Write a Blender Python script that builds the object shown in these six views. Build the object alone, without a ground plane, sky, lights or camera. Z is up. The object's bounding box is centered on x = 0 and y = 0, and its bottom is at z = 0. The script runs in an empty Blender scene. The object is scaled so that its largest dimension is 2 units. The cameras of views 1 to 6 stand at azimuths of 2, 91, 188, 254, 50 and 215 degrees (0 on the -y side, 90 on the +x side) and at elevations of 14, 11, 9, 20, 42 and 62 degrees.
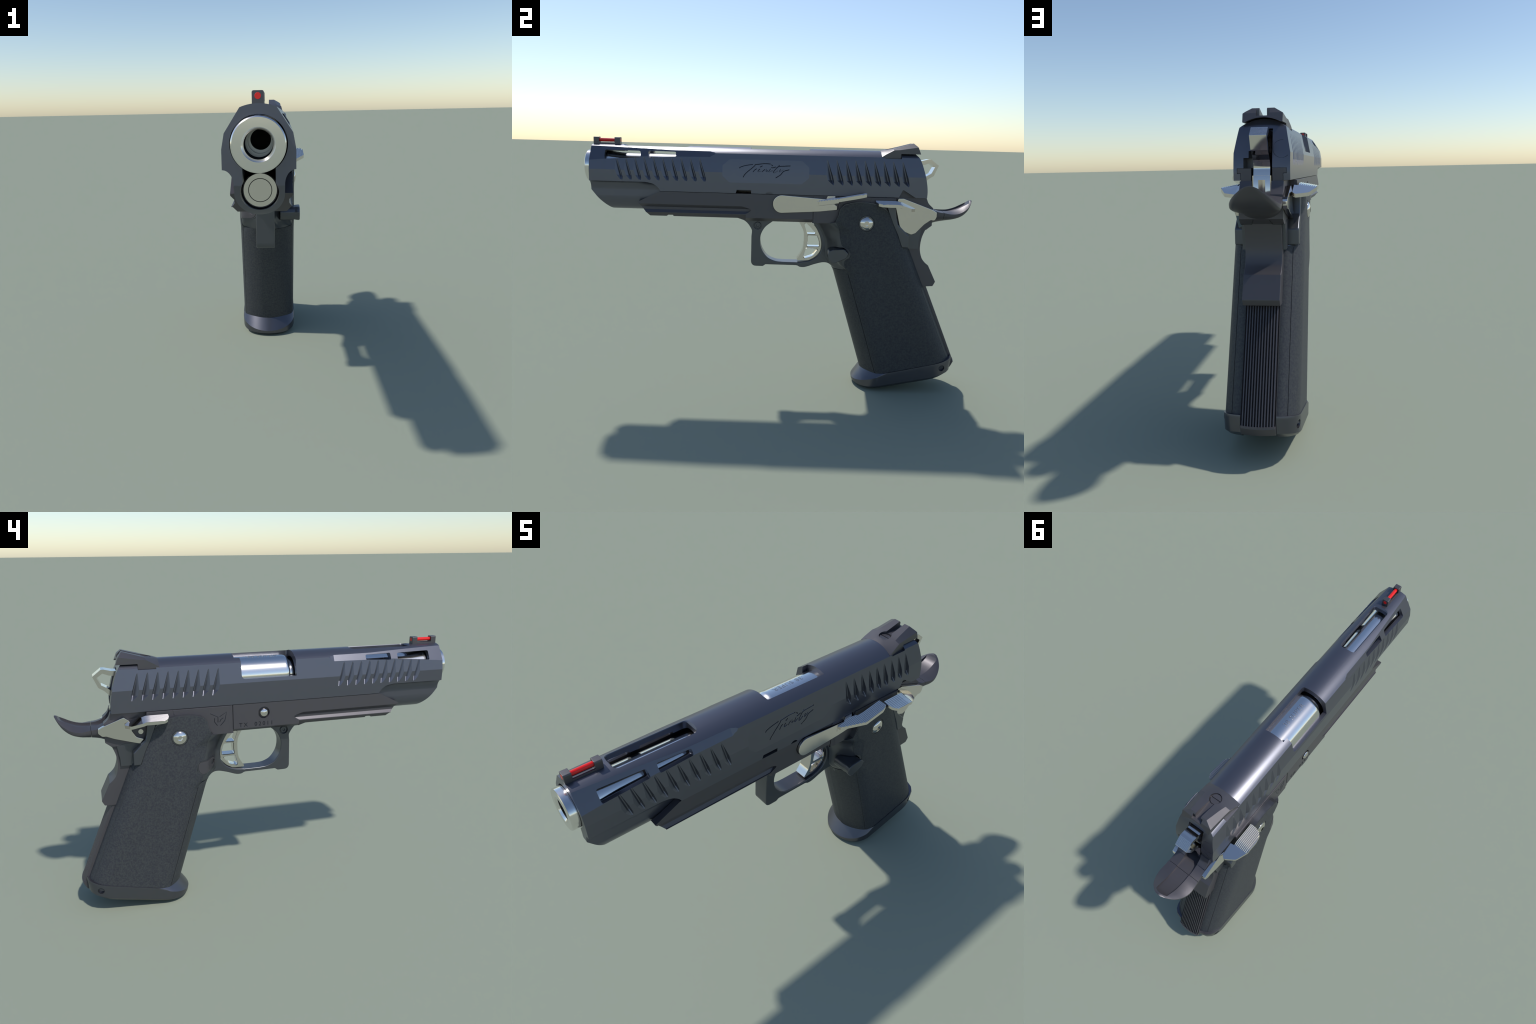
import bpy, bmesh, math
from mathutils import Vector, Matrix

D = bpy.data
COL = bpy.context.scene.collection

# ------------------------------------------------------------------ materials
def principled(name, color, metallic, rough, noise=0.0, scale=60.0, bump=0.0, bump_scale=300.0,
               edge=0.0, rough_var=0.0, spec=0.5, tint=None, contrast=(0.35, 0.65)):
    m = D.materials.new(name); m.use_nodes = True
    nt = m.node_tree; N = nt.nodes; L = nt.links
    b = N['Principled BSDF']
    b.inputs['Metallic'].default_value = metallic
    b.inputs['Roughness'].default_value = rough
    b.inputs['Specular IOR Level'].default_value = spec
    b.inputs['Base Color'].default_value = (*color, 1)
    tc = N.new('ShaderNodeTexCoord')
    if noise > 0:
        nz = N.new('ShaderNodeTexNoise'); nz.inputs['Scale'].default_value = scale
        nz.inputs['Detail'].default_value = 4.0; nz.inputs['Roughness'].default_value = 0.6
        L.new(tc.outputs['Object'], nz.inputs['Vector'])
        rp = N.new('ShaderNodeValToRGB')
        rp.color_ramp.elements[0].position = contrast[0]
        rp.color_ramp.elements[1].position = contrast[1]
        c2 = tint if tint else color
        rp.color_ramp.elements[0].color = (*[c * (1 - noise) for c in color], 1)
        rp.color_ramp.elements[1].color = (*[c * (1 + noise) for c in c2], 1)
        L.new(nz.outputs['Fac'], rp.inputs['Fac'])
        L.new(rp.outputs['Color'], b.inputs['Base Color'])
    if rough_var > 0:
        n2 = N.new('ShaderNodeTexNoise'); n2.inputs['Scale'].default_value = 14.0
        n2.inputs['Detail'].default_value = 3.0
        L.new(tc.outputs['Object'], n2.inputs['Vector'])
        mr = N.new('ShaderNodeMapRange')
        mr.inputs['To Min'].default_value = rough - rough_var
        mr.inputs['To Max'].default_value = rough + rough_var
        L.new(n2.outputs['Fac'], mr.inputs['Value'])
        L.new(mr.outputs['Result'], b.inputs['Roughness'])
    last = None
    if edge > 0:
        bv = N.new('ShaderNodeBevel'); bv.samples = 4
        bv.inputs['Radius'].default_value = edge
        last = bv.outputs['Normal']
    if bump > 0:
        n3 = N.new('ShaderNodeTexNoise'); n3.inputs['Scale'].default_value = bump_scale
        n3.inputs['Detail'].default_value = 3.0
        L.new(tc.outputs['Object'], n3.inputs['Vector'])
        bp = N.new('ShaderNodeBump'); bp.inputs['Strength'].default_value = bump
        bp.inputs['Distance'].default_value = 0.002
        L.new(n3.outputs['Fac'], bp.inputs['Height'])
        if last: L.new(last, bp.inputs['Normal'])
        last = bp.outputs['Normal']
    if last: L.new(last, b.inputs['Normal'])
    return m

M_SLIDE = principled('blued_slide_steel', (0.128, 0.132, 0.160), 0.78, 0.33)
def soften_panel(m):  # normals bent to paint a smooth sky-to-ground reflection over the octagon
    """the lettered octagon on the left side is blended across the side crease"""
    nt = m.node_tree; N = nt.nodes; L = nt.links; b = N['Principled BSDF']
    tc = N.new('ShaderNodeTexCoord'); sx = N.new('ShaderNodeSeparateXYZ'); L.new(tc.outputs['Object'], sx.inputs[0])
    def M(op, a, c=None, clamp=False):
        n = N.new('ShaderNodeMath'); n.operation = op; n.use_clamp = clamp
        for k, v in enumerate((a, c)):
            if v is None: continue
            if isinstance(v, (int, float)): n.inputs[k].default_value = v
            else: L.new(v, n.inputs[k])
        return n.outputs[0]
    dy = M('ABSOLUTE', M('ADD', sx.outputs[1], 0.073)); dz = M('ABSOLUTE', M('SUBTRACT', sx.outputs[2], 1.1395))
    inside = M('MULTIPLY', M('LESS_THAN', dy, 0.218), M('LESS_THAN', dz, 0.058))
    inside = M('MULTIPLY', inside, M('LESS_THAN', M('ADD', M('MULTIPLY', dy, 0.9), dz), 0.222))
    geo = N.new('ShaderNodeNewGeometry'); sn = N.new('ShaderNodeSeparateXYZ'); L.new(geo.outputs['Normal'], sn.inputs[0])
    inside = M('MULTIPLY', inside, M('GREATER_THAN', sn.outputs[0], 0.975))
    inside = M('MULTIPLY', inside, M('GREATER_THAN', sx.outputs[0], 0.05))
    tilt = N.new('ShaderNodeMapRange'); tilt.inputs[1].default_value = 1.08; tilt.inputs[2].default_value = 1.20
    tilt.inputs[3].default_value = 0.075; tilt.inputs[4].default_value = 0.13
    L.new(sx.outputs[2], tilt.inputs[0])
    cb = N.new('ShaderNodeCombineXYZ'); cb.inputs[0].default_value = 1.0; L.new(tilt.outputs[0], cb.inputs[2])
    nm = N.new('ShaderNodeVectorMath'); nm.operation = 'NORMALIZE'; L.new(cb.outputs[0], nm.inputs[0])
    mx = N.new('ShaderNodeMix'); mx.data_type = 'VECTOR'
    L.new(inside, mx.inputs[0]); L.new(geo.outputs['Normal'], mx.inputs[4]); L.new(nm.outputs[0], mx.inputs[5])
    L.new(mx.outputs[1], b.inputs['Normal'])
soften_panel(M_SLIDE)
M_FRAME = principled('dark_frame_alloy', (0.094, 0.089, 0.100), 0.55, 0.43)
M_SIGHT = principled('matt_sight_steel', (0.106, 0.101, 0.110), 0.65, 0.42)
M_POLY = principled('smooth_dark_polymer', (0.105, 0.110, 0.124), 0.75, 0.33)
M_GRIP = principled('stippled_grip_polymer', (0.040, 0.042, 0.056), 0.0, 0.55, noise=0.28, scale=130.0,
                    bump=0.25, bump_scale=420.0, tint=(0.039, 0.043, 0.045), edge=0.0, spec=0.35)
M_SILVER = principled('polished_stainless_steel', (0.72, 0.68, 0.645), 1.0, 0.10)
M_BARREL = principled('bright_barrel_steel', (0.78, 0.76, 0.74), 1.0, 0.15)
M_MAGWELL = principled('anodised_magwell', (0.118, 0.120, 0.140), 0.85, 0.33)
M_RING = principled('grey_bore_steel', (0.42, 0.42, 0.41), 1.0, 0.35)
M_BORE = principled('bore_shade_black', (0.02, 0.02, 0.022), 0.0, 0.8, spec=0.1)  # near-black, non-metal colour bakes the barrel's inner darkness into the wall
M_RED = principled('red_light_pipe', (0.75, 0.012, 0.010), 0.0, 0.25, edge=0.0)
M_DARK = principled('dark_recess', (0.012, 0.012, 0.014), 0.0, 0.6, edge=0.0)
M_INK = principled('dark_engraving', (0.022, 0.024, 0.032), 0.6, 0.5, edge=0.0)
M_INK2 = principled('grey_engraving', (0.36, 0.36, 0.37), 1.0, 0.35)

# ------------------------------------------------------------------ mesh tools
def new_obj(name, verts, faces):
    me = D.meshes.new(name); me.from_pydata(verts, [], faces); me.update()
    bm = bmesh.new(); bm.from_mesh(me)
    bmesh.ops.recalc_face_normals(bm, faces=bm.faces)
    bm.to_mesh(me); bm.free()
    ob = D.objects.new(name, me); COL.objects.link(ob)
    return ob

def ease(pts, r, n=6, closed=True):
    """round the corners of a polygon; r is one radius or a dict {index: radius}"""
    out = []; k = len(pts)
    for i, p in enumerate(pts):
        rr = r.get(i, 0) if isinstance(r, dict) else r
        if not closed and i in (0, k - 1): rr = 0
        if rr <= 0: out.append(tuple(p)); continue
        p = Vector(p); a = Vector(pts[i - 1]) - p; b = Vector(pts[(i + 1) % k]) - p
        la, lb = a.length, b.length; a.normalize(); b.normalize()
        ang = a.angle(b)
        if ang > 3.1: out.append(tuple(p)); continue
        t = min(rr / math.tan(ang / 2), la * 0.48, lb * 0.48)
        s = p + a * t; e = p + b * t
        for j in range(n + 1):
            u = j / n
            q = s * (1 - u) ** 2 + p * 2 * u * (1 - u) + e * u * u
            out.append(tuple(q))
    return out

def spline(pts, n=6, closed=False):
    """Catmull-Rom through control points"""
    out = []; k = len(pts); P = [Vector(p) for p in pts]
    segs = k if closed else k - 1
    for i in range(segs):
        p1, p2 = P[i], P[(i + 1) % k]
        p0 = P[i - 1] if (closed or i > 0) else p1 * 2 - p2
        p3 = P[(i + 2) % k] if (closed or i + 2 < k) else p2 * 2 - p1
        for j in range(n):
            t = j / n
            out.append(tuple(0.5 * ((2 * p1) + (p2 - p0) * t + (2 * p0 - 5 * p1 + 4 * p2 - p3) * t * t
                                    + (3 * p1 - p0 - 3 * p2 + p3) * t ** 3)))
    if not closed: out.append(tuple(P[-1]))
    return out

def circle(c, r, n=32, a0=0.0, a1=2 * math.pi):
    full = abs(a1 - a0 - 2 * math.pi) < 1e-6
    m = n if full else n + 1
    return [(c[0] + r * math.cos(a0 + (a1 - a0) * i / n), c[1] + r * math.sin(a0 + (a1 - a0) * i / n)) for i in range(m)]

AX = {'x': lambda a, p: (a, p[0], p[1]),      # outline in (y, z)
      'y': lambda a, p: (p[0], a, p[1]),      # outline in (x, z)
      'z': lambda a, p: (p[0], p[1], a)}      # outline in (x, y)

def loft(name, rings, cap=True):
    n = len(rings[0]); V = [v for r in rings for v in r]; F = []
    for k in range(len(rings) - 1):
        for i in range(n):
            j = (i + 1) % n
            F.append((k * n + i, k * n + j, (k + 1) * n + j, (k + 1) * n + i))
    if cap:
        F.append(tuple(range(n))[::-1]); F.append(tuple((len(rings) - 1) * n + i for i in range(n)))
    return new_obj(name, V, F)

def prism(name, pts, a0, a1, axis='x'):
    f = AX[axis]
    return loft(name, [[f(a0, p) for p in pts], [f(a1, p) for p in pts]])

def lathe(name, prof, center, axis='y', n=48):
    """prof: (position along axis, radius); solid of revolution"""
    rings = []
    for a, r in prof:
        rings.append([AX[axis](a, (center[0] + r * math.cos(2 * math.pi * i / n),
                                   center[1] + r * math.sin(2 * math.pi * i / n))) for i in range(n)])
    return loft(name, rings)

def box(name, x0, x1, y0, y1, z0, z1):
    return prism(name, [(y0, z0), (y1, z0), (y1, z1), (y0, z1)], x0, x1)

def bake(ob):
    dg = bpy.context.evaluated_depsgraph_get(); dg.update()
    me = D.meshes.new_from_object(ob.evaluated_get(dg))
    old = ob.data; ob.modifiers.clear(); ob.data = me
    D.meshes.remove(old)
    return ob

def boole(ob, cutters, op='DIFFERENCE', selfx=False):
    if not isinstance(cutters, (list, tuple)): cutters = [cutters]
    if op == 'DIFFERENCE' and len(cutters) > 1: cutters = [join(cutters)]
    for c in cutters:
        m = ob.modifiers.new('b', 'BOOLEAN'); m.operation = op; m.object = c
        m.solver = 'EXACT'; m.use_self = selfx
        bake(ob)
        me = c.data; D.objects.remove(c); D.meshes.remove(me)
    return ob

def join(obs):
    bm = bmesh.new()
    for o in obs:
        bm.from_mesh(o.data)
    me = D.meshes.new(obs[0].name); bm.to_mesh(me); bm.free()
    name = obs[0].name
    for o in obs:
        d = o.data; D.objects.remove(o); D.meshes.remove(d)
    ob = D.objects.new(name, me); COL.objects.link(ob)
    return ob

def mirror(ob):
    me = ob.data.copy(); me.transform(Matrix.Scale(-1, 4, (1, 0, 0))); me.flip_normals()
    o = D.objects.new(ob.name, me); COL.objects.link(o); return o

def both(ob):
    return [ob, mirror(ob)]

def bevel(ob, w, seg=3, angle=40):
    m = ob.modifiers.new('bv', 'BEVEL'); m.width = w; m.segments = seg
    m.limit_method = 'ANGLE'; m.angle_limit = math.radians(angle); m.use_clamp_overlap = True
    return bake(ob)

def finish(ob, name, mat, parent, angle=28, weighted=True):
    me = ob.data
    bm = bmesh.new(); bm.from_mesh(me)
    bmesh.ops.remove_doubles(bm, verts=bm.verts, dist=1e-6)
    bmesh.ops.dissolve_degenerate(bm, edges=bm.edges, dist=1e-6)
    bm.to_mesh(me); bm.free()
    me.materials.clear(); me.materials.append(mat)
    me.polygons.foreach_set('use_smooth', [True] * len(me.polygons))
    me.polygons.foreach_set('material_index', [0] * len(me.polygons))
    me.set_sharp_from_angle(angle=math.radians(angle))
    if weighted:
        m = ob.modifiers.new('wn', 'WEIGHTED_NORMAL'); m.keep_sharp = True; m.weight = 100
        bake(ob)
    ob.name = name; ob.data.name = name
    if parent: ob.parent = parent
    return ob

def smooth(a, b, x):
    t = max(0.0, min(1.0, (x - a) / (b - a))); return t * t * (3 - 2 * t)

def lerp_table(tab, x):
    if x <= tab[0][0]: return tab[0][1]
    for (a, u), (b, v) in zip(tab, tab[1:]):
        if x <= b: return u + (v - u) * (x - a) / (b - a)
    return tab[-1][1]

ROOT = D.objects.new('pistol', None); COL.objects.link(ROOT)
ROOT['label'] = 'black competition pistol with silver controls and red front sight'
ROOT['category'] = 'pistol'

# ================================================================== SLIDE
ARC_R = 0.1395; TOP = 1.2575; BORE_Z = 1.145
def arc_z(x): return TOP - ARC_R + math.sqrt(ARC_R ** 2 - x * x)
def side_x(z): return 0.107 if z < 1.131 else 0.107 - 0.186 * (z - 1.131)

sec = [(0.107, 1.0285), (0.107, 1.131)] + [(x, arc_z(x)) for x in [0.0893 - 0.1786 * i / 28 for i in range(29)]] \
      + [(-0.107, 1.131), (-0.107, 1.0285)]
slide = prism('slide', sec, -0.967, 0.76, 'y')
# rounded rear face
rear = spline([(0.7435, 0.99), (0.7435, 1.03), (0.743, 1.07), (0.733, 1.124), (0.713, 1.191), (0.697, 1.2255), (0.682, 1.2443), (0.665, 1.27)], 4)
boole(slide, prism('c', rear + [(0.9, 1.27), (0.9, 0.99)], -0.2, 0.2))
# undercut along the lower front, concave fillet with swept end
fil = [(0.107 - 0.0325 * math.sin(t), 1.03 + 0.043 * math.cos(t)) for t in [math.pi / 2 * i / 18 for i in range(19)]]
under = prism('c', [(0.2, 1.073)] + fil + [(0.0745, 0.98), (0.2, 0.98)], -1.1, -0.59, 'y')
endc = prism('c2', [(-1.2, 1.1), (-0.70, 1.1)] + spline([(-0.70, 1.0735), (-0.682, 1.0728), (-0.644, 1.065), (-0.6175, 1.047), (-0.604, 1.0276), (-0.60, 1.01)], 5) + [(-0.60, 0.95), (-1.2, 0.95)], -0.3, 0.3)
boole(under, endc, 'INTERSECT')
boole(slide, both(under))
# round nose below the barrel
nose_sec = [(0.0745, 1.06)] + circle((0, 1.0), 0.0745, 48, 0, -math.pi) + [(-0.0745, 1.06)]
nose = prism('nose', nose_sec, -0.9665, -0.56, 'y')
cham = spline([(-0.98, 1.045), (-0.967, 1.027), (-0.93, 0.982), (-0.892, 0.945), (-0.866, 0.925), (-0.84, 0.915)], 4)
boole(nose, prism('c', cham + [(-0.84, 0.85), (-1.1, 0.85), (-1.1, 1.045)], -0.2, 0.2))
boole(slide, nose, 'UNION')
# tapering flats along the top front edges
def flat_ring(y, low, up):
    lo = Vector(low); u = Vector(up); d = (u - lo).normalized()
    a = lo - d * 0.06; b = u + d * 0.06; o = Vector((d.y, -d.x)) * 0.06
    return [(q.x, y, q.y) for q in (a, b, b + o, a + o)]
flat = loft('c', [flat_ring(-1.08, (0.1007, 1.168), (0.0474, 1.248)), flat_ring(-0.967, (0.0997, 1.1745), (0.0530, 1.2462)),
                  flat_ring(-0.355, (0.0945, 1.2025), (0.0770, 1.2360)), flat_ring(-0.335, (0.0950, 1.208), (0.0810, 1.2360)),
                  flat_ring(-0.303, (0.0965, 1.2215), (0.0905, 1.2350))])
boole(slide, both(flat))
# bore, lower channel and recoil plug hole
boole(slide, lathe('c', [(-1.1, 0.0835), (0.145, 0.0835)], (0, BORE_Z), 'y', 64))
boole(slide, box('c', -0.048, 0.048, -1.1, 0.02, 0.995, 1.13))
boole(slide, lathe('c', [(-1.1, 0.0575), (-0.45, 0.0575)], (0, 1.0015), 'y', 48))
# ejection port, open to the right and above
port_side = ease([(-0.151, 1.30), (-0.151, 1.148), (0.1235, 1.148), (0.1235, 1.30)], {1: 0.02, 2: 0.022})
boole(slide, prism('c', port_side, -0.2, -0.067))
port_top = ease([(0.0435, -0.153), (-0.2, -0.153), (-0.2, 0.10), (-0.068, 0.10), (-0.068, 0.1235), (-0.06, 0.1235), (-0.06, 0.15), (0.0435, 0.15)], {0: 0.012})
boole(slide, prism('c', port_top, 1.148, 1.32, 'z'))
# top lightening slot with chamfered rim
def slot_ring(z, g): return [(x, y, z) for x, y in ease([(-0.041 - g, -0.803 - g), (0.041 + g, -0.803 - g), (0.041 + g, -0.473 + g), (-0.041 - g, -0.473 + g)], 0.018 + g)]
boole(slide, loft('c', [slot_ring(1.15, 0), slot_ring(1.2485, 0), slot_ring(1.259, 0.007)]))
# side lightening windows
w1 = ease([(-0.891, 1.187), (-0.892, 1.2285), (-0.7085, 1.2265), (-0.7055, 1.1985)], {0: 0.008, 1: 0.008, 2: 0.012, 3: 0.008})
w2 = ease([(-0.668, 1.1985), (-0.669, 1.2285), (-0.529, 1.2265), (-0.528, 1.2060)], 0.007)
def window(pts):
    """slot whose sill falls away inside the wall"""
    mid = (max(p[1] for p in pts) + min(p[1] for p in pts)) / 2
    drop = lambda d: [(y, z - (d if z < mid else 0)) for y, z in pts]
    return loft('c', [[(0.03, *p) for p in drop(0.030)], [(0.080, *p) for p in drop(0.004)], [(0.2, *p) for p in pts]])
boole(slide, both(window(w1)) + both(window(w2)))
# slanted cocking serrations: V grooves whose flat bottom runs out where the side tapers in
def groove(yt, zt, k, apex, z_ramp, z_end, steep=False):
    """one serration: a shallow facet parallel to the tapered side, falling into a narrow V with a steep rear wall"""
    rings = []; xo = 0.1145
    for z, f in ((zt + 0.05, 0.0), (z_ramp, 0.0), (z_end, 1.0), (z_end - 0.0015, 1.06)):
        ya = yt + k * (zt - z)
        out = 0.1073
        ax = apex + (out - apex) * f
        xb = max(0.0967 + 0.186 * (1.131 - max(z, 1.105)), apex + 0.0016); xb = xb + (max(out, xb) - xb) * f
        xa = xb + 0.0122
        pts = [(max(xo, xa + 0.001), ya - 0.0392), (xa, ya - 0.0388), (xb, ya - 0.0130)]
        a = ax
        if steep:
            xb = ax + 0.0010; pts[:] = [(max(xo, xb + 0.0190), ya - 0.0358), (xb + 0.0180, ya - 0.0355), (xb, ya - 0.0086)]
            xa = xb + 0.0180
        pts += [(a + 0.0008, ya - 0.0078), (a, ya - 0.0066), (a - 0.0002, ya - 0.0045), (a + 0.0002, ya - 0.0030), (a + 0.0012, ya - 0.0018), (max(xo, xa + 0.001), ya + 0.0055 + 0.002 * f)]
        rings.append([(x, y, z) for x, y in pts])
    return loft('c', rings)
for par in (0, 1):
    gl = []
    for i in range(par, 10, 2):
        gl += both(groove(-0.823 + 0.0469 * i, 1.1875, 0.27, 0.0945, 1.105, 1.0815))
    for i in range(par, 9, 2):
        gl += both(groove(0.2395 + 0.0472 * i, 1.2046, 0.285, 0.0930, 1.105, 1.0815, True))
    boole(slide, gl)
# notches in the lower edge, rear sight cut, firing pin plate recess
boole(slide, [prism('c', [(-0.2255, 1.02), (-0.2175, 1.0455), (-0.1445, 1.0455), (-0.1435, 1.02)], 0.03, 0.2),
              prism('c', circle((-0.053, 1.019), 0.0205, 20), 0.090, 0.2),
              prism('c', ease([(0.598, 1.02), (0.619, 1.0655), (0.625, 1.0655), (0.692, 1.025), (0.692, 1.02)], {1: 0.006, 2: 0.006}), 0.0797, 0.2)])
boole(slide, box('c', -0.2, 0.2, 0.524, 0.607, 1.2195, 1.4))
# hammer slot, stepped relief and rail channels at the rear
boole(slide, box('c', -0.040, 0.040, 0.60, 0.9, 0.9, 1.2195))
boole(slide, box('c', 0.03, 0.0495, 0.66, 0.9, 1.0, 1.1375))
boole(slide, box('c', 0.04, 0.069, 0.66, 0.9, 1.0, 1.112))
boole(slide, box('c', -0.094, 0.094, -0.14, 0.9, 1.0535, 1.0745))
boole(slide, box('c', -0.081, 0.081, -0.14, 0.9, 1.0, 1.060))

# engraved flourish lettering on the left side
def tube(name, pts3, r=0.0022, n=6):
    cu = D.curves.new(name, 'CURVE'); cu.dimensions = '3D'; cu.bevel_depth = r; cu.bevel_resolution = 1
    cu.use_fill_caps = True
    for pts in pts3:
        s = cu.splines.new('POLY'); s.points.add(len(pts) - 1)
        for q, p in zip(s.points, pts): q.co = (*p, 1)
    o = D.objects.new(name, cu); COL.objects.link(o)
    dg = bpy.context.evaluated_depsgraph_get(); dg.update()
    me = D.meshes.new_from_object(o.evaluated_get(dg)); D.objects.remove(o); D.curves.remove(cu)
    ob = D.objects.new(name, me); COL.objects.link(ob); return ob

strokes = [
    [(-0.206, 1.153), (-0.2, 1.159), (-0.176, 1.167), (-0.138, 1.174)],
    [(-0.129, 1.173), (-0.105, 1.176), (-0.078, 1.179), (-0.05, 1.178)],
    [(-0.126, 1.170), (-0.144, 1.154), (-0.162, 1.139), (-0.178, 1.123), (-0.186, 1.109)],
    [(-0.137, 1.136), (-0.128, 1.147), (-0.118, 1.153)],
    [(-0.102, 1.161), (-0.09, 1.168)],
    [(-0.102, 1.152), (-0.110, 1.145), (-0.111, 1.139), (-0.096, 1.142)],
    [(-0.092, 1.138), (-0.077, 1.151)],
    [(-0.070, 1.154), (-0.072, 1.141), (-0.062, 1.145)],
    [(-0.049, 1.154), (-0.057, 1.142), (-0.054, 1.139), (-0.037, 1.148)],
    [(-0.046, 1.175), (-0.038, 1.168)],
    [(-0.046, 1.161), (-0.040, 1.159), (-0.023, 1.164)],
    [(-0.004, 1.173), (-0.018, 1.159), (-0.033, 1.141), (-0.031, 1.135), (-0.012, 1.146)],
    [(-0.020, 1.160), (-0.004, 1.167), (0.019, 1.169), (0.050, 1.171)],
    [(0.002, 1.153), (-0.004, 1.140), (0.016, 1.151)],
    [(0.045, 1.152), (0.017, 1.143), (0.002, 1.126), (-0.022, 1.110)],
]
TAPER = lambda i, n: 1.0
script3 = []
for s in strokes:
    c = spline(s, 5)
    script3.append([(side_x(z) - 0.0017, y, z) for y, z in c])
boole(slide, tube('t', script3, 0.0029), selfx=True)
slide_o = finish(slide, 'slide', M_SLIDE, ROOT, angle=7.8)

# firing pin plate circle line and extractor line on the rear face
ring = [[(-0.075 + 0.033 * math.cos(t), 0.7392, 1.1435 + 0.033 * math.sin(t))
         for t in [math.pi * (-0.75 + 1.3 * i / 24) for i in range(25)]]]
pl = []
for x, y, z in ring[0]:
    yy = lerp_table([(1.07, 0.743), (1.124, 0.733), (1.191, 0.713), (1.2255, 0.697)], z)
    pl.append((x, yy - 0.0003, z))
pl = [p for p in pl if p[0] < -0.041]
finish(tube('t', [pl], 0.0011), 'extractor_outline', M_INK, slide_o, weighted=False)

# ================================================================== BARREL
bar = lathe('barrel', [(-0.9985, 0.0755), (-0.996, 0.0790), (-0.957, 0.0793), (-0.954, 0.0775), (-0.88, 0.0775), (-0.81, 0.070), (-0.18, 0.068), (-0.17, 0.068), (0.16, 0.068)], (0, BORE_Z), 'y', 64)
boole(bar, lathe('c', [(-1.01, 0.0600), (-0.9985, 0.0490), (-0.9910, 0.0418), (-0.55, 0.0418)], (0, BORE_Z), 'y', 64))
barrel = finish(bar, 'barrel', M_BARREL, ROOT)
hood = lathe('hood', [(-0.132, 0.070), (-0.129, 0.080), (-0.120, 0.0865), (-0.108, 0.0885), (0.19, 0.0885)], (0, BORE_Z + 0.004), 'y', 64)
boole(hood, box('c', -0.2, 0.2, -0.3, 0.3, 1.0, 1.10))
hood = finish(hood, 'barrel_hood', M_BARREL, barrel)
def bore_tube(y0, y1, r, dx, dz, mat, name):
    """painted-shade sleeve and crescent ring inside the bore; its hole sits slightly off centre"""
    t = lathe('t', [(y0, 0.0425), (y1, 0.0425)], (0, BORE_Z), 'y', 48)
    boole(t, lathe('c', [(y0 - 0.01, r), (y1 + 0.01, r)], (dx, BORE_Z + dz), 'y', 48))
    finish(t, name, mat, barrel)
bore_tube(-0.984, -0.9005, 0.0415, 0, 0, M_BORE, 'bore_shade_sleeve')
bore_tube(-0.9000, -0.8910, 0.0368, 0.003, 0.0050, M_RING, 'bore_ring')  # hole shifted up so the grey face shows as a crescent along the bottom only
bore_tube(-0.8905, -0.8755, 0.0410, 0, 0, M_DARK, 'bore_shade_sleeve')
bore_tube(-0.8750, -0.8600, 0.0310, 0.004, 0.0090, M_RING, 'bore_ring')
bore_tube(-0.8595, -0.6000, 0.0400, 0, 0, M_DARK, 'bore_shade_sleeve')
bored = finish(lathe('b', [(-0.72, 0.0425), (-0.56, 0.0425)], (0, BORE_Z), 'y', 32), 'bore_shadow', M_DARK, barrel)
# breech face closing the port behind the hood
finish(box('b', -0.06, 0.045, 0.1515, 0.20, 1.10, 1.23), 'breech_block', M_SLIDE, slide_o)

def text_mesh(body, size, extrude, spacing=1.0):
    cu = D.curves.new('t', 'FONT'); cu.body = body; cu.size = size; cu.extrude = extrude
    cu.align_x = 'CENTER'; cu.align_y = 'CENTER'; cu.space_character = spacing; cu.resolution_u = 3
    o = D.objects.new('t', cu); COL.objects.link(o)
    dg = bpy.context.evaluated_depsgraph_get(); dg.update()
    me = D.meshes.new_from_object(o.evaluated_get(dg)); D.objects.remove(o); D.curves.remove(cu)
    ob = D.objects.new('t', me); COL.objects.link(ob); return ob

cal = text_mesh('.38 SUPER', 0.034, 0.0, 1.12)
bm = bmesh.new(); bm.from_mesh(cal.data)
bmesh.ops.subdivide_edges(bm, edges=[e for e in bm.edges if e.calc_length() > 0.01], cuts=3)
for v in bm.verts:      # text reads along +y... wrapped over the hood cylinder
    t, h = v.co.x, v.co.y
    a = h / 0.0885 - 0.118
    v.co = Vector((0.0889 * math.sin(a), 0.003 - t, BORE_Z + 0.004 + 0.0889 * math.cos(a)))
bmesh.ops.solidify(bm, geom=bm.faces[:], thickness=0.0008)
bm.to_mesh(cal.data); bm.free()
finish(cal, 'caliber_marking', M_INK2, hood, weighted=False)

plug = lathe('plug', [(-0.872, 0.051), (-0.869, 0.0545), (-0.50, 0.0545)], (0, 1.0015), 'y', 48)
boole(plug, (lambda a: boole(a, lathe('d', [(-0.92, 0.0345), (-0.84, 0.0345)], (0, 1.0015), 'y', 48)))(lathe('c', [(-0.90, 0.0368), (-0.855, 0.0368)], (0, 1.0015), 'y', 48)))
plug = finish(plug, 'recoil_plug', M_SILVER, ROOT)
finish(lathe('g', [(-0.8705, 0.0375), (-0.86, 0.0375)], (0, 1.0015), 'y', 48), 'plug_dark_ring', M_DARK, plug)
boole(D.objects['plug_dark_ring'], lathe('c', [(-0.9, 0.0340), (-0.8, 0.0340)], (0, 1.0015), 'y', 48))

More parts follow.
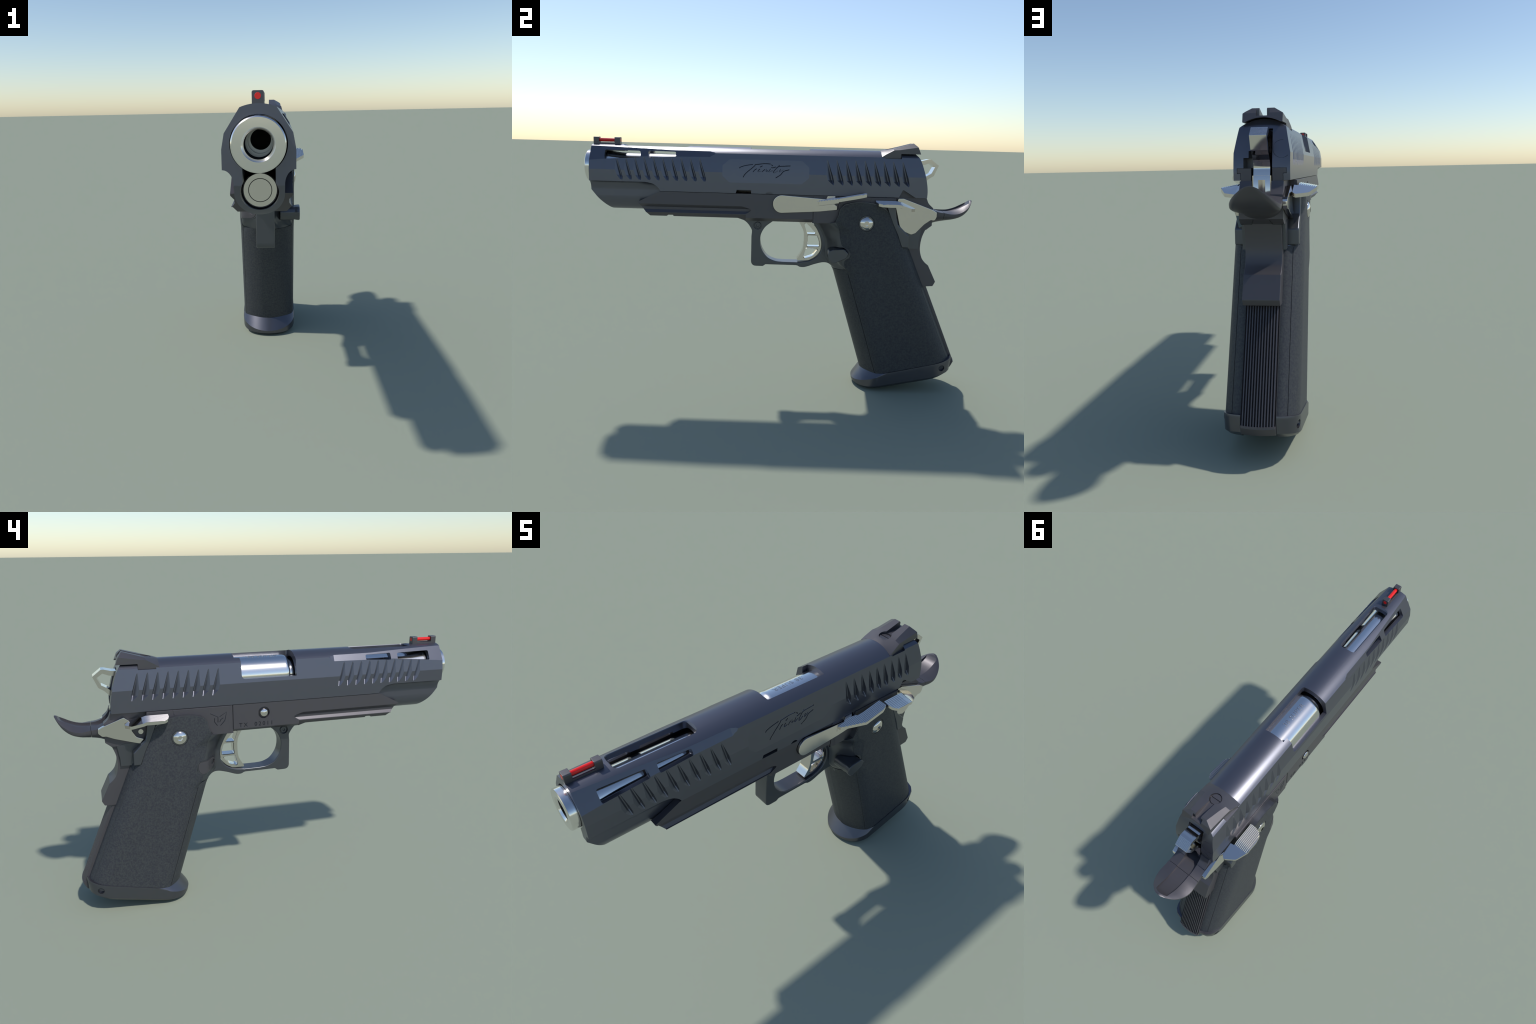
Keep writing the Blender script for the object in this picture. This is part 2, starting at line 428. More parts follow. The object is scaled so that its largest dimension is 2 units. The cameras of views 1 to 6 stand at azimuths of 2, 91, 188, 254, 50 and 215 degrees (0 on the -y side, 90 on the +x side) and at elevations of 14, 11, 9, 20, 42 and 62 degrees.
# ================================================================== FRONT SIGHT
fs_prof = [(-0.9665, 1.238), (-0.9665, 1.2925), (-0.9385, 1.2925), (-0.9385, 1.2640), (-0.858, 1.2640), (-0.858, 1.2925), (-0.8295, 1.2925), (-0.8295, 1.238)]
fs = prism('fs', fs_prof, -0.017, 0.017)
arch = ease([(-0.017, 1.2), (0.017, 1.2), (0.017, 1.2925), (-0.017, 1.2925)], {2: 0.006, 3: 0.006})
boole(fs, prism('c', arch, -1.1, -0.7, 'y'), 'INTERSECT')
boole(fs, box('c', -0.009, 0.009, -0.9385, -0.858, 1.2525, 1.3))
fs = finish(bevel(fs, 0.0012, 2), 'front_sight', M_SIGHT, ROOT)
finish(lathe('r', [(-0.9672, 0.0085), (-0.9668, 0.0092), (-0.8295, 0.0092), (-0.8288, 0.0085)], (0, 1.2775), 'y', 24), 'red_sight_rod', M_RED, fs)

# ================================================================== REAR SIGHT
def rs_ring(y, xs, zs, xt, zt, zb=1.19):
    right = [(xs * 0.985, zb), (xs, zs), (xt, zt), (xt * 0.5, zt + (0 if y > 0.6 else (arc_z(xt * 0.5) - arc_z(xt)) * (1 - smooth(0.51, 0.6, y))))]
    mid = [(0, zt + (0 if y > 0.6 else (arc_z(0) - arc_z(xt)) * (1 - smooth(0.51, 0.6, y))))]
    left = [(-x, z) for x, z in right[::-1]]
    return [(x, y, z) for x, z in right + mid + left]
rs = loft('rs', [rs_ring(0.5085, 0.0885, 1.228, 0.060, 1.2445), rs_ring(0.528, 0.0868, 1.240, 0.060, 1.252), rs_ring(0.568, 0.0815, 1.2615, 0.0575, 1.268),
                 rs_ring(0.60, 0.0785, 1.2640, 0.052, 1.278), rs_ring(0.672, 0.0772, 1.2755, 0.043, 1.298), rs_ring(0.72, 0.0765, 1.281, 0.040, 1.3105)])
boole(rs, prism('c', [(0.672, 1.2985), (0.690, 1.279), (0.705, 1.244), (0.71, 1.2), (0.8, 1.2), (0.8, 1.4), (0.6, 1.4), (0.6, 1.2985)], -0.2, 0.2))
under = [(x, arc_z(x) + 0.0045) for x in [0.09 - 0.18 * i / 24 for i in range(25)]]
boole(rs, prism('c', under + [(-0.2, 1.226), (-0.2, 1.1), (0.2, 1.1), (0.2, 1.226)], 0.6055, 0.9, 'y'))
boole(rs, box('c', -0.2, 0.2, 0.6055, 0.9, 1.1, 1.2445))
boole(rs, box('c', -0.2, 0.2, 0.4, 0.523, 1.1, 1.2205))
boole(rs, box('c', -0.2, 0.2, 0.5, 0.61, 1.1, 1.2205))
boole(rs, prism('c', [(0.585, 1.267), (0.8, 1.2695), (0.8, 1.4), (0.585, 1.4)], -0.0145, 0.0145))
boole(rs, prism('c', [(0.680, 1.2685), (0.8, 1.2685), (0.8, 1.4), (0.672, 1.4)], -0.0255, 0.0255))
sc = lathe('c', [(1.258, 0.028), (1.35, 0.028)], (0, 0.564), 'z', 40)
boole(rs, sc)
rs = finish(rs, 'rear_sight', M_SIGHT, ROOT, angle=14)
scr = lathe('s', [(1.24, 0.0255), (1.2615, 0.0255), (1.2630, 0.0240)], (0, 0.564), 'z', 40)
boole(scr, box('c', -0.05, 0.05, 0.5615, 0.5670, 1.257, 1.3))
scr.data.transform(Matrix.Translation((0, 0, 0)))
finish(scr, 'sight_screw', M_SIGHT, rs)

# ================================================================== FRAME
fr_prof = [(-0.6105, 1.0262), (-0.7225, 0.971), (-0.6955, 0.936), (-0.663, 0.9005), (-0.5778, 0.9005), (-0.5695, 0.9072), (-0.5447, 0.9072), (-0.542, 0.9005),
           (-0.2119, 0.9), (-0.17, 0.886), (0.20, 0.886), (0.585, 0.886), (0.585, 1.0262)]
frame = prism('frame', fr_prof, -0.105, 0.105)
# the dust cover: hollow for the slide nose, chamfered rail below a side groove
boole(frame, prism('c', [(0.0775, 1.2)] + circle((0, 1.0), 0.0775, 24, 0, -math.pi) + [(-0.0775, 1.2)], -0.9, -0.30, 'y'))
boole(frame, both(prism('c', [(0.2, 0.925), (0.1000, 0.919), (0.0835, 0.8985), (0.079, 0.88), (0.2, 0.88)], -0.9, -0.17, 'y')))
groove_end = ease([(-0.9, 0.9635), (-0.19, 0.9625), (-0.135, 0.945), (-0.172, 0.9225), (-0.9, 0.9205)], {1: 0.05, 2: 0.012, 3: 0.02})
gr = prism('c', [(0.2, 0.9645), (0.1060, 0.9645), (0.0925, 0.948), (0.0925, 0.935), (0.1020, 0.9200), (0.2, 0.9200)], -0.9, -0.10, 'y')
boole(gr, prism('c2', groove_end, 0.0, 0.3), 'INTERSECT')
boole(frame, both(gr))
boole(frame, both(prism('c', [(0.1052, 0.9045), (0.073, 0.8855), (0.073, 0.80), (0.2, 0.80), (0.2, 0.9045)], -0.175, 0.171, 'y')))
# slide stop pocket (left) and cross pin recess (right)
boole(frame, prism('c', circle((0.0125, 0.9805), 0.0475, 40, math.pi / 2, 1.5 * math.pi) + [(0.30, 0.957), (0.30, 1.04), (0.0125, 1.04)], 0.0985, 0.2))
boole(frame, prism('c', circle((0.0155, 0.977), 0.0295, 32), -0.2, -0.092))
boole(frame, both(box('c', 0.099, 0.2, 0.1705, 0.1750, 0.887, 1.1)))
frame = finish(frame, 'frame', M_FRAME, ROOT, angle=24)

# thicker rear block of the frame, with a ramp at its front edge
blk = loft('blk', [[(-s * 0.1010, 0.1745, z) for s, z in ((-1, 0.8875), (1, 0.8875), (1, 1.0255), (-1, 1.0255))],
                   [(-s * 0.1105, 0.192, z) for s, z in ((-1, 0.8875), (1, 0.8875), (1, 1.0255), (-1, 1.0255))],
                   [(-s * 0.1105, 0.584, z) for s, z in ((-1, 0.8875), (1, 0.8875), (1, 1.0255), (-1, 1.0255))]])
boole(blk, prism('c', [(0.0, 0.9355), (0.292, 0.957), (0.300, 0.965), (0.300, 1.1), (0.0, 1.1)], 0.101, 0.3))
boole(blk, box('c', 0.09, 0.2, 0.222, 0.307, 0.99, 1.1))
finish(bevel(blk, 0.0015, 2), 'frame_block', M_FRAME, frame)
# right side cover plate under the slide
cp = prism('cp', [(0.457, 0.985), (0.4635, 1.0245), (0.586, 1.0245), (0.590, 0.93), (0.54, 0.93)], -0.1145, -0.09)
finish(cp, 'lever_cover_plate', M_FRAME, frame)
cp = prism('cp', [(0.457, 0.985), (0.4635, 1.0245), (0.586, 1.0245), (0.590, 0.93), (0.54, 0.93)], 0.09, 0.1125)
finish(cp, 'lever_cover_plate', M_FRAME, frame)

# rear frame with tang, rails and hammer slot
tang = [(0.56, 1.0262), (0.744, 1.0262)] + spline([(0.748, 1.0262), (0.760, 1.000), (0.784, 0.9775)], 5) + \
       [(0.784, 0.8875), (0.7575, 0.8660), (0.715, 0.8655), (0.715, 0.80), (0.60, 0.80), (0.56, 0.86)]
tg = prism('tg', tang, -0.083, 0.083)
rail = prism('r', [(0.04, 1.0), (0.0795, 1.0), (0.0795, 1.055), (0.0925, 1.055), (0.0925, 1.0735), (0.04, 1.0735)], -0.13, 0.7432, 'y')
rl = both(rail)
for r in rl: boole(tg, r, 'UNION')
boole(tg, prism('c', [(0.60, 1.2), (0.60, 0.93), (0.765, 0.945), (0.79, 0.951), (0.95, 0.951), (0.95, 1.2)], -0.0375, 0.0375))
finish(tg, 'frame_tang', M_FRAME, frame, angle=24)

# emblem and serial number, thin dark raised strokes on the right
em = [[(0.285, 0.994), (0.248, 0.9745), (0.249, 0.948)],
      [(0.240, 0.976), (0.205, 0.996), (0.215, 0.954), (0.237, 0.931)],
      [(0.222, 0.968), (0.235, 0.961), (0.240, 0.949)],
      [(0.265, 0.970), (0.266, 0.952), (0.252, 0.932)]]
emo = tube('t', [[(-0.1095, y, z) for y, z in s] for s in em], 0.0020)
finish(emo, 'engraved_emblem', M_INK, frame, weighted=False)
ser = text_mesh('TX  02011', 0.029, 0.0006, 1.42)
ser.data.transform(Matrix(((0, 0, -1, -0.1052), (-1, 0, 0, 0.055), (0, 1, 0, 0.9215), (0, 0, 0, 1))))
finish(ser, 'serial_number', M_INK, frame, weighted=False)
seam = tube('t', [[(-0.1098, 0.4635, 1.025), (-0.1098, 0.461, 1.01), (-0.1098, 0.455, 0.995)]], 0.0012)
finish(seam, 'cover_plate_seam', M_INK, frame, weighted=False)
pin = lathe('p', [(-0.09, 0.0205), (-0.1065, 0.0205), (-0.1105, 0.0180), (-0.1135, 0.0125), (-0.1150, 0.006), (-0.1155, 0.0005)], (0.0155, 0.977), 'x', 40)
finish(pin, 'slide_stop_pin', M_SILVER, ROOT)

# ================================================================== GRIP
GH = 0.141
def grip_ring(z, grow=0.0, n=7):
    b = smooth(0.615, 0.70, z)
    yf = 0.2970 - 0.315 * (z - 0.634)
    yn = lerp_table([(0.60, 0.300), (0.64, 0.282), (0.67, 0.255), (0.70, 0.242), (0.745, 0.238), (0.79, 0.235), (0.84, 0.212), (0.885, 0.186), (1.0, 0.12)], z)
    low = [(0, yf), (0.045, yf + 0.007), (0.090, yf + 0.030), (0.124, yf + 0.064), (0.138, yf + 0.098), (GH, yf + 0.14)]
    sh = 0.055 * smooth(0.84, 0.90, z)
    high = [(0, yn), (0.034, yn + 0.003), (0.050, yn + 0.022), (0.088, max(yn + 0.052, 0.272 - sh)), (0.124, 0.318 - sh), (GH, 0.372 - sh)]
    # the textured front seam line shifts with z
    c = [(lx + (hx - lx) * b, ly + (hy - ly) * b) for (lx, ly), (hx, hy) in zip(low, high)]
    front = spline(c, n)
    yr = 0.775 - 0.434 * (z - 0.55)
    back = [(GH, yr - 0.15), (GH, yr - 0.115), (0.1395, yr - 0.088), (0.132, yr - 0.060), (0.119, yr - 0.040), (0.1035, yr - 0.026), (0.085, yr - 0.012), (0.066, yr - 0.004), (0, yr)]
    half = front + back
    if grow:
        half = [(x + grow * (1 if x > 0.1 else x / 0.1), y - grow * (1 if i < len(front) - 3 else (-1 if i > len(front) + 3 else 0))) for i, (x, y) in enumerate(half)]
    return [(x, y, z) for x, y in half] + [(-x, y, z) for x, y in half[-2:0:-1]]

zs = [0.05, 0.10, 0.2, 0.3, 0.4, 0.5, 0.56, 0.60, 0.62, 0.635, 0.65, 0.665, 0.68, 0.70, 0.725, 0.75, 0.775, 0.80, 0.82, 0.84, 0.86, 0.885, 0.91, 0.95, 1.0, 1.05]
arch_pts = [(0.262, 0.9035), (0.2822, 0.9065), (0.2992, 0.934), (0.3030, 0.965), (0.327, 0.988), (0.3718, 0.9995), (0.418, 1.0025), (0.4686, 0.9985), (0.516, 0.982), (0.5561, 0.9515), (0.579, 0.899), (0.6075, 0.842), (0.632, 0.775)]
arch_top = [(0.05, 0.8865), (0.262, 0.8895)] + ease([(0.284, 0.8955), (0.3005, 0.934), (0.3055, 0.966)], 0.015, closed=False) + spline(arch_pts[4:], 4)
side = arch_top + [(0.80, 0.775), (1.1, 0.30), (1.1, 0.1845), (0.936, 0.1825)] + [(0.920, 0.150), (0.56, 0.060), (0.35, 0.05), (0.20, 0.20), (0.05, 0.70)]
core = loft('core', [grip_ring(z) for z in zs])
boole(core, prism('c', side, -0.3, 0.3), 'INTERSECT')
# pocket round the magazine release, grip screw counterbores
rel_out = ease([(0.2480, 0.737), (0.2560, 0.757), (0.2777, 0.7645), (0.3360, 0.7685), (0.3590, 0.7425), (0.3470, 0.7165), (0.2871, 0.6890), (0.2690, 0.6915), (0.2510, 0.716)], 0.014)
boole(core, prism('c', rel_out, 0.075, 0.3))
grip = finish(core, 'grip', M_POLY, ROOT, angle=30)

# rough panels: a shell a little proud of the core, cut to the printed outline
tex = loft('tex', [grip_ring(z, 0.0016) for z in zs])
tex_out = [(0.2815, 0.9020)] + ease([(0.2860, 0.8975), (0.3025, 0.934), (0.3075, 0.966)], 0.015, closed=False) + spline([(0.329, 0.9855), (0.3718, 0.997), (0.418, 0.9995), (0.4686, 0.9955), (0.5145, 0.979), (0.5535, 0.949), (0.5765, 0.897), (0.605, 0.840), (0.6300, 0.7715)], 4) \
    + [(0.80, 0.7715), (1.1, 0.30), (1.1, 0.1845), (0.936, 0.1825), (0.920, 0.150), (0.56, 0.058), (0.35, 0.05), (0.20, 0.20), (0.20, 0.641)] \
    + [(0.285, 0.6425), (0.33, 0.6455)] + spline([(0.352, 0.650), (0.344, 0.668), (0.339, 0.690), (0.348, 0.7065), (0.3625, 0.7157), (0.3690, 0.738), (0.3560, 0.7610), (0.3320, 0.7720), (0.3225, 0.784), (0.3145, 0.8114), (0.3041, 0.8669), (0.2815, 0.902)], 5)[:-1]
boole(tex, prism('c', tex_out, -0.3, 0.3), 'INTERSECT')
# thin parting seams
def slab(p, q, w, x0, x1):
    d = (Vector(q) - Vector(p)).normalized(); o = Vector((-d.y, d.x)) * w / 2
    P, Q = Vector(p), Vector(q)
    return prism('c', [tuple(P + o), tuple(Q + o), tuple(Q - o), tuple(P - o)], x0, x1)
fseam = slab((0.3640, 0.6300), (0.5360, 0.085), 0.0024, 0.112, 0.2)
boole(tex, both(fseam))
bs = loft('c', [[(0.1026, 0.775 - 0.434 * (z - 0.55) - 0.034, z), (0.1046, 0.775 - 0.434 * (z - 0.55) - 0.034, z), (0.1046, 0.775 - 0.434 * (z - 0.55) + 0.1, z), (0.1026, 0.775 - 0.434 * (z - 0.55) + 0.1, z)] for z in (0.05, 0.765)])
boole(tex, both(bs))
boole(tex, prism('c', circle((0.4413, 0.8965), 0.0400, 40), -0.3, 0.3))
tex = finish(tex, 'grip_texture_panel', M_GRIP, grip, angle=30)
for s in (1, -1):
    cb = lathe('s', [(s * 0.12, 0.0400), (s * 0.1412, 0.0400), (s * 0.1418, 0.0385), (s * 0.139, 0.0345), (s * 0.12, 0.0335)], (0.4413, 0.8965), 'x', 48)
    finish(cb, 'screw_bushing', M_DARK, grip)
    hd = lathe('s', [(s * 0.12, 0.0325), (s * 0.1435, 0.0325), (s * 0.1450, 0.0318), (s * 0.1485, 0.0275), (s * 0.1515, 0.0210), (s * 0.1535, 0.0130), (s * 0.1537, 0.0125)], (0.4413, 0.8965), 'x', 48)
    boole(hd, prism('c', circle((0.4413, 0.8965), 0.0128, 6, 0.2, 0.2 + 2 * math.pi), s * 0.143, s * 0.2))
    finish(hd, 'grip_screw', M_SILVER, ROOT, angle=30)

# smooth ear behind each panel
ear = [(0.5400, 0.9850), (0.5880, 0.9850), (0.592, 0.93), (0.603, 0.893), (0.662, 0.838), (0.664, 0.7745), (0.6290, 0.7745), (0.6035, 0.8405), (0.575, 0.897), (0.5535, 0.949)]
for s in (1, -1):
    e = prism('ear', ear, s * 0.07, s * 0.128)
    e = bevel(e, 0.006, 3)
    finish(e, 'grip_ear', M_POLY, grip)
fill = prism('fill', [(0.60, 0.875), (0.60, 0.765), (0.722, 0.765), (0.722, 0.80), (0.732, 0.8645), (0.70, 0.875)], -0.084, 0.084)
finish(fill, 'grip_neck', M_POLY, grip)

# trigger guard
guard = [(-0.30, 0.905), (-0.2153, 0.8965)] + spline([(-0.2119, 0.8945), (-0.1929, 0.8887), (-0.1646, 0.8698), (-0.1416, 0.8366), (-0.1395, 0.8197)], 4) + [(-0.1415, 0.80)] + \
    ease([(-0.1415, 0.70), (-0.1411, 0.641), (-0.078, 0.641), (-0.0641, 0.6512), (0.0972, 0.6508)], {1: 0.03, 2: 0.012, 3: 0.012}, closed=False)[1:] + \
    spline([(0.106, 0.649), (0.118, 0.6425), (0.139, 0.6416), (0.16, 0.647), (0.1886, 0.6576), (0.22, 0.667), (0.2389, 0.6706), (0.2600, 0.6695), (0.2780, 0.6600), (0.2939, 0.6420), (0.305, 0.615)], 4) + \
    [(0.34, 0.615), (0.34, 0.8885), (0.30, 0.8885)] + [(0.17, 0.8885), (0.1796, 0.8794)] + \
    spline([(0.19, 0.863), (0.2036, 0.8407), (0.2253, 0.7903), (0.2289, 0.7449), (0.2093, 0.7042), (0.1653, 0.6771), (0.1035, 0.6677)], 5) + \
    spline([(0.0244, 0.6677), (-0.0153, 0.6717), (-0.0554, 0.6907), (-0.0846, 0.73), (-0.0951, 0.7697), (-0.0921, 0.8096), (-0.0706, 0.8498), (-0.0323, 0.8813)], 6) + [(-0.02, 0.8875), (-0.02, 0.905)]
gd = prism('gd', guard, -0.0405, 0.0405)
gd = bevel(gd, 0.010, 4, 50)
boole(gd, [prism('c', circle((-0.1095, 0.8592), 0.0225, 28), 0.030, 0.1), prism('c', circle((-0.1095, 0.8592), 0.0225, 28), -0.1, -0.030)])
gd = finish(gd, 'trigger_guard', M_POLY, ROOT, angle=30)
for s in (1, -1):
    p = lathe('p', [(s * 0.02, 0.0165), (s * 0.0375, 0.0165), (s * 0.0390, 0.0145), (s * 0.0391, 0.0090), (s * 0.034, 0.0080)], (-0.1095, 0.8592), 'x', 28)
    finish(p, 'guard_pin', M_POLY, gd)

# trigger with three windows
tr_out = [(0.1020, 0.8885)] + spline([(0.1072, 0.8801), (0.1311, 0.8334), (0.1350, 0.7819), (0.1286, 0.7298), (0.1014, 0.6833)], 5) + [(0.1040, 0.6768), (0.1594, 0.6778)] + \
    spline([(0.166, 0.6795), (0.197, 0.6992), (0.2225, 0.7327), (0.2250, 0.7716), (0.2160, 0.8165), (0.1950, 0.8545), (0.1674, 0.8809)], 4) + [(0.1640, 0.8885)]
trg = prism('trg', tr_out, -0.029, 0.029)
h1 = ease([(0.1346, 0.8675), (0.1422, 0.8765), (0.165, 0.857), (0.1950, 0.8220), (0.1895, 0.8190), (0.1518, 0.8190)], {0: 0.008, 1: 0.006, 2: 0.06, 3: 0.004, 5: 0.005})
h2 = ease([(0.1545, 0.8104), (0.2040, 0.8104), (0.2160, 0.7770), (0.2165, 0.7525), (0.1520, 0.7520), (0.1555, 0.782)], {0: 0.006, 1: 0.008, 2: 0.03, 3: 0.006, 4: 0.006, 5: 0.05})
h3 = ease([(0.1480, 0.7425), (0.2115, 0.7385), (0.1830, 0.7020), (0.1440, 0.6880), (0.1355, 0.6945)], {0: 0.006, 1: 0.006, 2: 0.04, 3: 0.006, 4: 0.006})
def flare(pts, name='c'):
    cx = sum(p[0] for p in pts) / len(pts); cz = sum(p[1] for p in pts) / len(pts)
    out = lambda k: [(cx + (p[0] - cx) * k, cz + (p[1] - cz) * k) for p in pts]
    return loft(name, [[(-0.032, *p) for p in out(1.14)], [(-0.0255, *p) for p in pts], [(0.0255, *p) for p in pts], [(0.032, *p) for p in out(1.14)]])
boole(trg, [flare(h1), flare(h2), flare(h3)])
finish(trg, 'trigger', M_SILVER, ROOT, angle=30)

# magazine release: flared paddle on the left, flush oval with a hole on the right
rel_in = ease([(0.2505, 0.737), (0.2575, 0.7545), (0.2785, 0.7620), (0.3345, 0.7655), (0.3565, 0.7425), (0.3450, 0.7190), (0.2865, 0.6918), (0.2705, 0.6945), (0.2535, 0.717)], 0.014)
cx, cz = 0.302, 0.735
rings = []
for x, k in ((0.07, 0.98), (0.128, 0.98), (0.140, 0.93), (0.150, 0.97), (0.160, 1.0), (0.1665, 0.985), (0.1685, 0.93)):
    rings.append([(x, cx + (p[0] - cx) * k, cz + (p[1] - cz) * k) for p in rel_in])
mr = loft('mr', rings)
finish(mr, 'magazine_release', M_POLY, ROOT, angle=35)
relr = ease([(0.3605, 0.7460), (0.3500, 0.7615), (0.2700, 0.7625), (0.2560, 0.7450), (0.2750, 0.7050), (0.3400, 0.6985), (0.3560, 0.7150)], {0: 0.02, 1: 0.02, 2: 0.02, 3: 0.02, 4: 0.03, 5: 0.02, 6: 0.02})
hole_r = ease([(0.2605, 0.7435), (0.2735, 0.7525), (0.2905, 0.7325), (0.2755, 0.7215)], 0.01)
def around(pts, k, c=(0.308, 0.732)): return [(c[0] + (q[0] - c[0]) * k, c[1] + (q[1] - c[1]) * k) for q in pts]
mrr = loft('m', [grip_ring(z, 0.0028) for z in zs[8:20]])
boole(mrr, prism('c', relr, -0.2, -0.05), 'INTERSECT')
boole(mrr, prism('c', hole_r, -0.2, -0.03))
finish(mrr, 'magazine_release_end', M_FRAME, ROOT, angle=35)
rim = loft('m', [grip_ring(z, 0.0020) for z in zs[8:20]])
boole(rim, prism('c', around(relr, 1.12), -0.2, -0.05), 'INTERSECT')
boole(rim, prism('c', around(relr, 1.025), -0.3, 0.03))
finish(rim, 'release_rim', M_POLY, grip, angle=30)
finish(prism('c', around(hole_r, 1.03, (0.275, 0.737)), -0.05, -0.03), 'release_hole', M_DARK, grip)

# ================================================================== GRIP SAFETY WITH BEAVERTAIL
bt_w = [(0.76, 0.083), (0.80, 0.0845), (0.842, 0.0870), (0.88, 0.0905), (0.905, 0.0905), (0.93, 0.0845), (0.952, 0.0745), (0.97, 0.061), (0.983, 0.045), (0.993, 0.028), (0.9985, 0.013)]
bt_top = [(0.76, 0.985), (0.785, 0.9765), (0.80, 0.9695), (0.82, 0.9640), (0.842, 0.9622), (0.88, 0.9645), (0.905, 0.9710), (0.93, 0.9815), (0.952, 0.9940), (0.97, 1.0045), (0.983, 1.0120), (0.993, 1.0160), (0.9985, 1.0165)]
bt_bot = [(0.76, 0.868), (0.785, 0.888), (0.80, 0.8950), (0.82, 0.9015), (0.842, 0.9065), (0.88, 0.9175), (0.905, 0.9275), (0.93, 0.9400), (0.952, 0.9560), (0.97, 0.9740), (0.983, 0.9905), (0.993, 1.0030), (0.9985, 1.0125)]
bt_sag = [(0.842, 0.008), (0.88, 0.016), (0.92, 0.0235), (0.945, 0.0255), (0.967, 0.0240), (0.983, 0.0175), (0.993, 0.0090), (0.9992, 0.003)]
def bt_ring(y, n=20):
    w, t, b = lerp_table(bt_w, y), lerp_table(bt_top, y), lerp_table(bt_bot, y)
    sg = lerp_table(bt_sag, y)
    e = t - (t - b) * 0.18
    pts = [(w * (1 - 2 * i / 12), t - sg * abs(1 - 2 * i / 12) ** 1.6) for i in range(13)]
    low = [(-w * math.cos(math.pi * i / n), e - sg * abs(math.cos(math.pi * i / n)) ** 1.6 - (e - b) * math.sin(math.pi * i / n) ** 0.9) for i in range(n + 1)]
    return [(x, y, z) for x, z in pts + low]
ys = [0.842, 0.855, 0.868, 0.88, 0.893, 0.905, 0.918, 0.93, 0.942, 0.952, 0.962, 0.97, 0.977, 0.983, 0.989, 0.993, 0.9965, 0.9992]
def spl_table(tab):
    s = spline(tab, 5); return s
bt_w, bt_top, bt_bot = spl_table(bt_w), spl_table(bt_top), spl_table(bt_bot)
tail = loft('tail', [bt_ring(y) for y in (0.7835, 0.80, 0.815, 0.828, 0.8405)])
boole(tail, prism('c', [(0.70, 1.2), (0.70, 0.9465), (0.765, 0.9465), (0.79, 0.9525), (0.95, 0.9525), (0.95, 1.2)], -0.0375, 0.0375))
finish(tail, 'tang_tail', M_FRAME, frame, angle=32)
bt = loft('bt', [bt_ring(y) for y in ys])
# hammer groove scooped along the top, with a flat inner end
def gr_ring(y, w, d):
    t = lerp_table(bt_top, y)
    return [(w, y, t - d), (w, y, t + 0.08), (-w, y, t + 0.08), (-w, y, t - d)]
scoop = loft('c', [gr_ring(y, w, d) for y, w, d in ((0.83, 0.0355, 0.010), (0.86, 0.0365, 0.0115), (0.885, 0.0365, 0.0125), (0.91, 0.0365, 0.0140), (0.935, 0.036, 0.0165), (0.955, 0.0345, 0.0180), (0.972, 0.0325, 0.0160), (0.984, 0.0310, 0.0060), (0.990, 0.0305, -0.0020))])
boole(bt, scoop)
bt = finish(bt, 'beavertail', M_FRAME, ROOT, angle=24)
gs_prof = [(0.60, 0.882), (0.765, 0.882)] + \
    spline([(0.7715, 0.8800), (0.759, 0.8678), (0.7407, 0.8197), (0.7360, 0.7632), (0.7470, 0.7182), (0.764, 0.694), (0.785, 0.6765)], 5) + \
    ease([(0.790, 0.667), (0.8285, 0.5905), (0.8165, 0.5665), (0.7790, 0.5640)], {1: 0.008, 2: 0.006}, closed=False)[1:] + [(0.70, 0.564), (0.62, 0.78)]
gsf = prism('gs', gs_prof, -0.071, 0.071)
gsf = bevel(gsf, 0.008, 4, 35)
finish(gsf, 'grip_safety', M_FRAME, bt, angle=40)
seam = tube('t', [[(0.080, 0.757, 0.8655), (0.040, 0.757, 0.8655), (0.031, 0.778, 0.8815)], [(-0.080, 0.757, 0.8655), (-0.040, 0.757, 0.8655), (-0.031, 0.778, 0.8815)]], 0.0016)
finish(seam, 'safety_seam', M_DARK, bt, weighted=False)

# mainspring housing with vertical ribs
def ms_ring(z, yb, rib):
    pts = []
    nr = 12
    for i in range(nr * 6 + 1):
        x = 0.062 - 0.124 * i / (nr * 6)
        ph = (i / 6.0) % 1.0
        d = max(0.0, abs(ph - 0.5) * 2 - 0.35) / 0.65
        bow = 0.010 * (x / 0.065) ** 2
        pts.append((x, yb - bow - rib * d, z))
    return [(0.065, yb - 0.09, z), (0.065, yb - 0.012, z)] + pts + [(-0.065, yb - 0.012, z), (-0.065, yb - 0.09, z)]
ms = loft('ms', [ms_ring(0.57, 0.7885, 0.0085), ms_ring(0.158, 0.9665, 0.0085)])
ms = finish(ms, 'mainspring_housing', M_FRAME, ROOT, angle=25, weighted=False)
msb = loft('msb', [ms_ring(0.1578, 0.9685, 0.0), ms_ring(0.150, 0.9700, 0.0), ms_ring(0.130, 0.9605, 0.0), ms_ring(0.119, 0.9540, 0.0)])
finish(msb, 'housing_foot', M_FRAME, ms, angle=25, weighted=False)

# ================================================================== MAGWELL
def mw_ring(tip, rear, w, zf, n=16, corner=0.05, rflat=0.066):
    """outline: elliptical front, straight sides, eased rear corners; zf gives height from y"""
    L0 = 0.135
    half = [(w * math.sin(math.pi / 2 * i / n), tip + L0 * (1 - math.cos(math.pi / 2 * i / n))) for i in range(n + 1)]
    half += [(w, tip + L0 + 0.10), (w, tip + L0 + 0.2), (w, rear - 0.115), (w * 0.992, rear - 0.09), (w * 0.95, rear - 0.062), (w * 0.86, rear - 0.036), (w * 0.72, rear - 0.018), (rflat, rear - 0.006), (0.03, rear), (0, rear)]
    return [(x, y, zf(x, y)) for x, y in half] + [(-x, y, zf(x, y)) for x, y in half[-2:0:-1]]
low_line = lambda y: 0.21 * (y - 0.500) + 0.10 * max(0, y - 0.83) + 0.5 * max(0, 0.50 - y) * 0.15
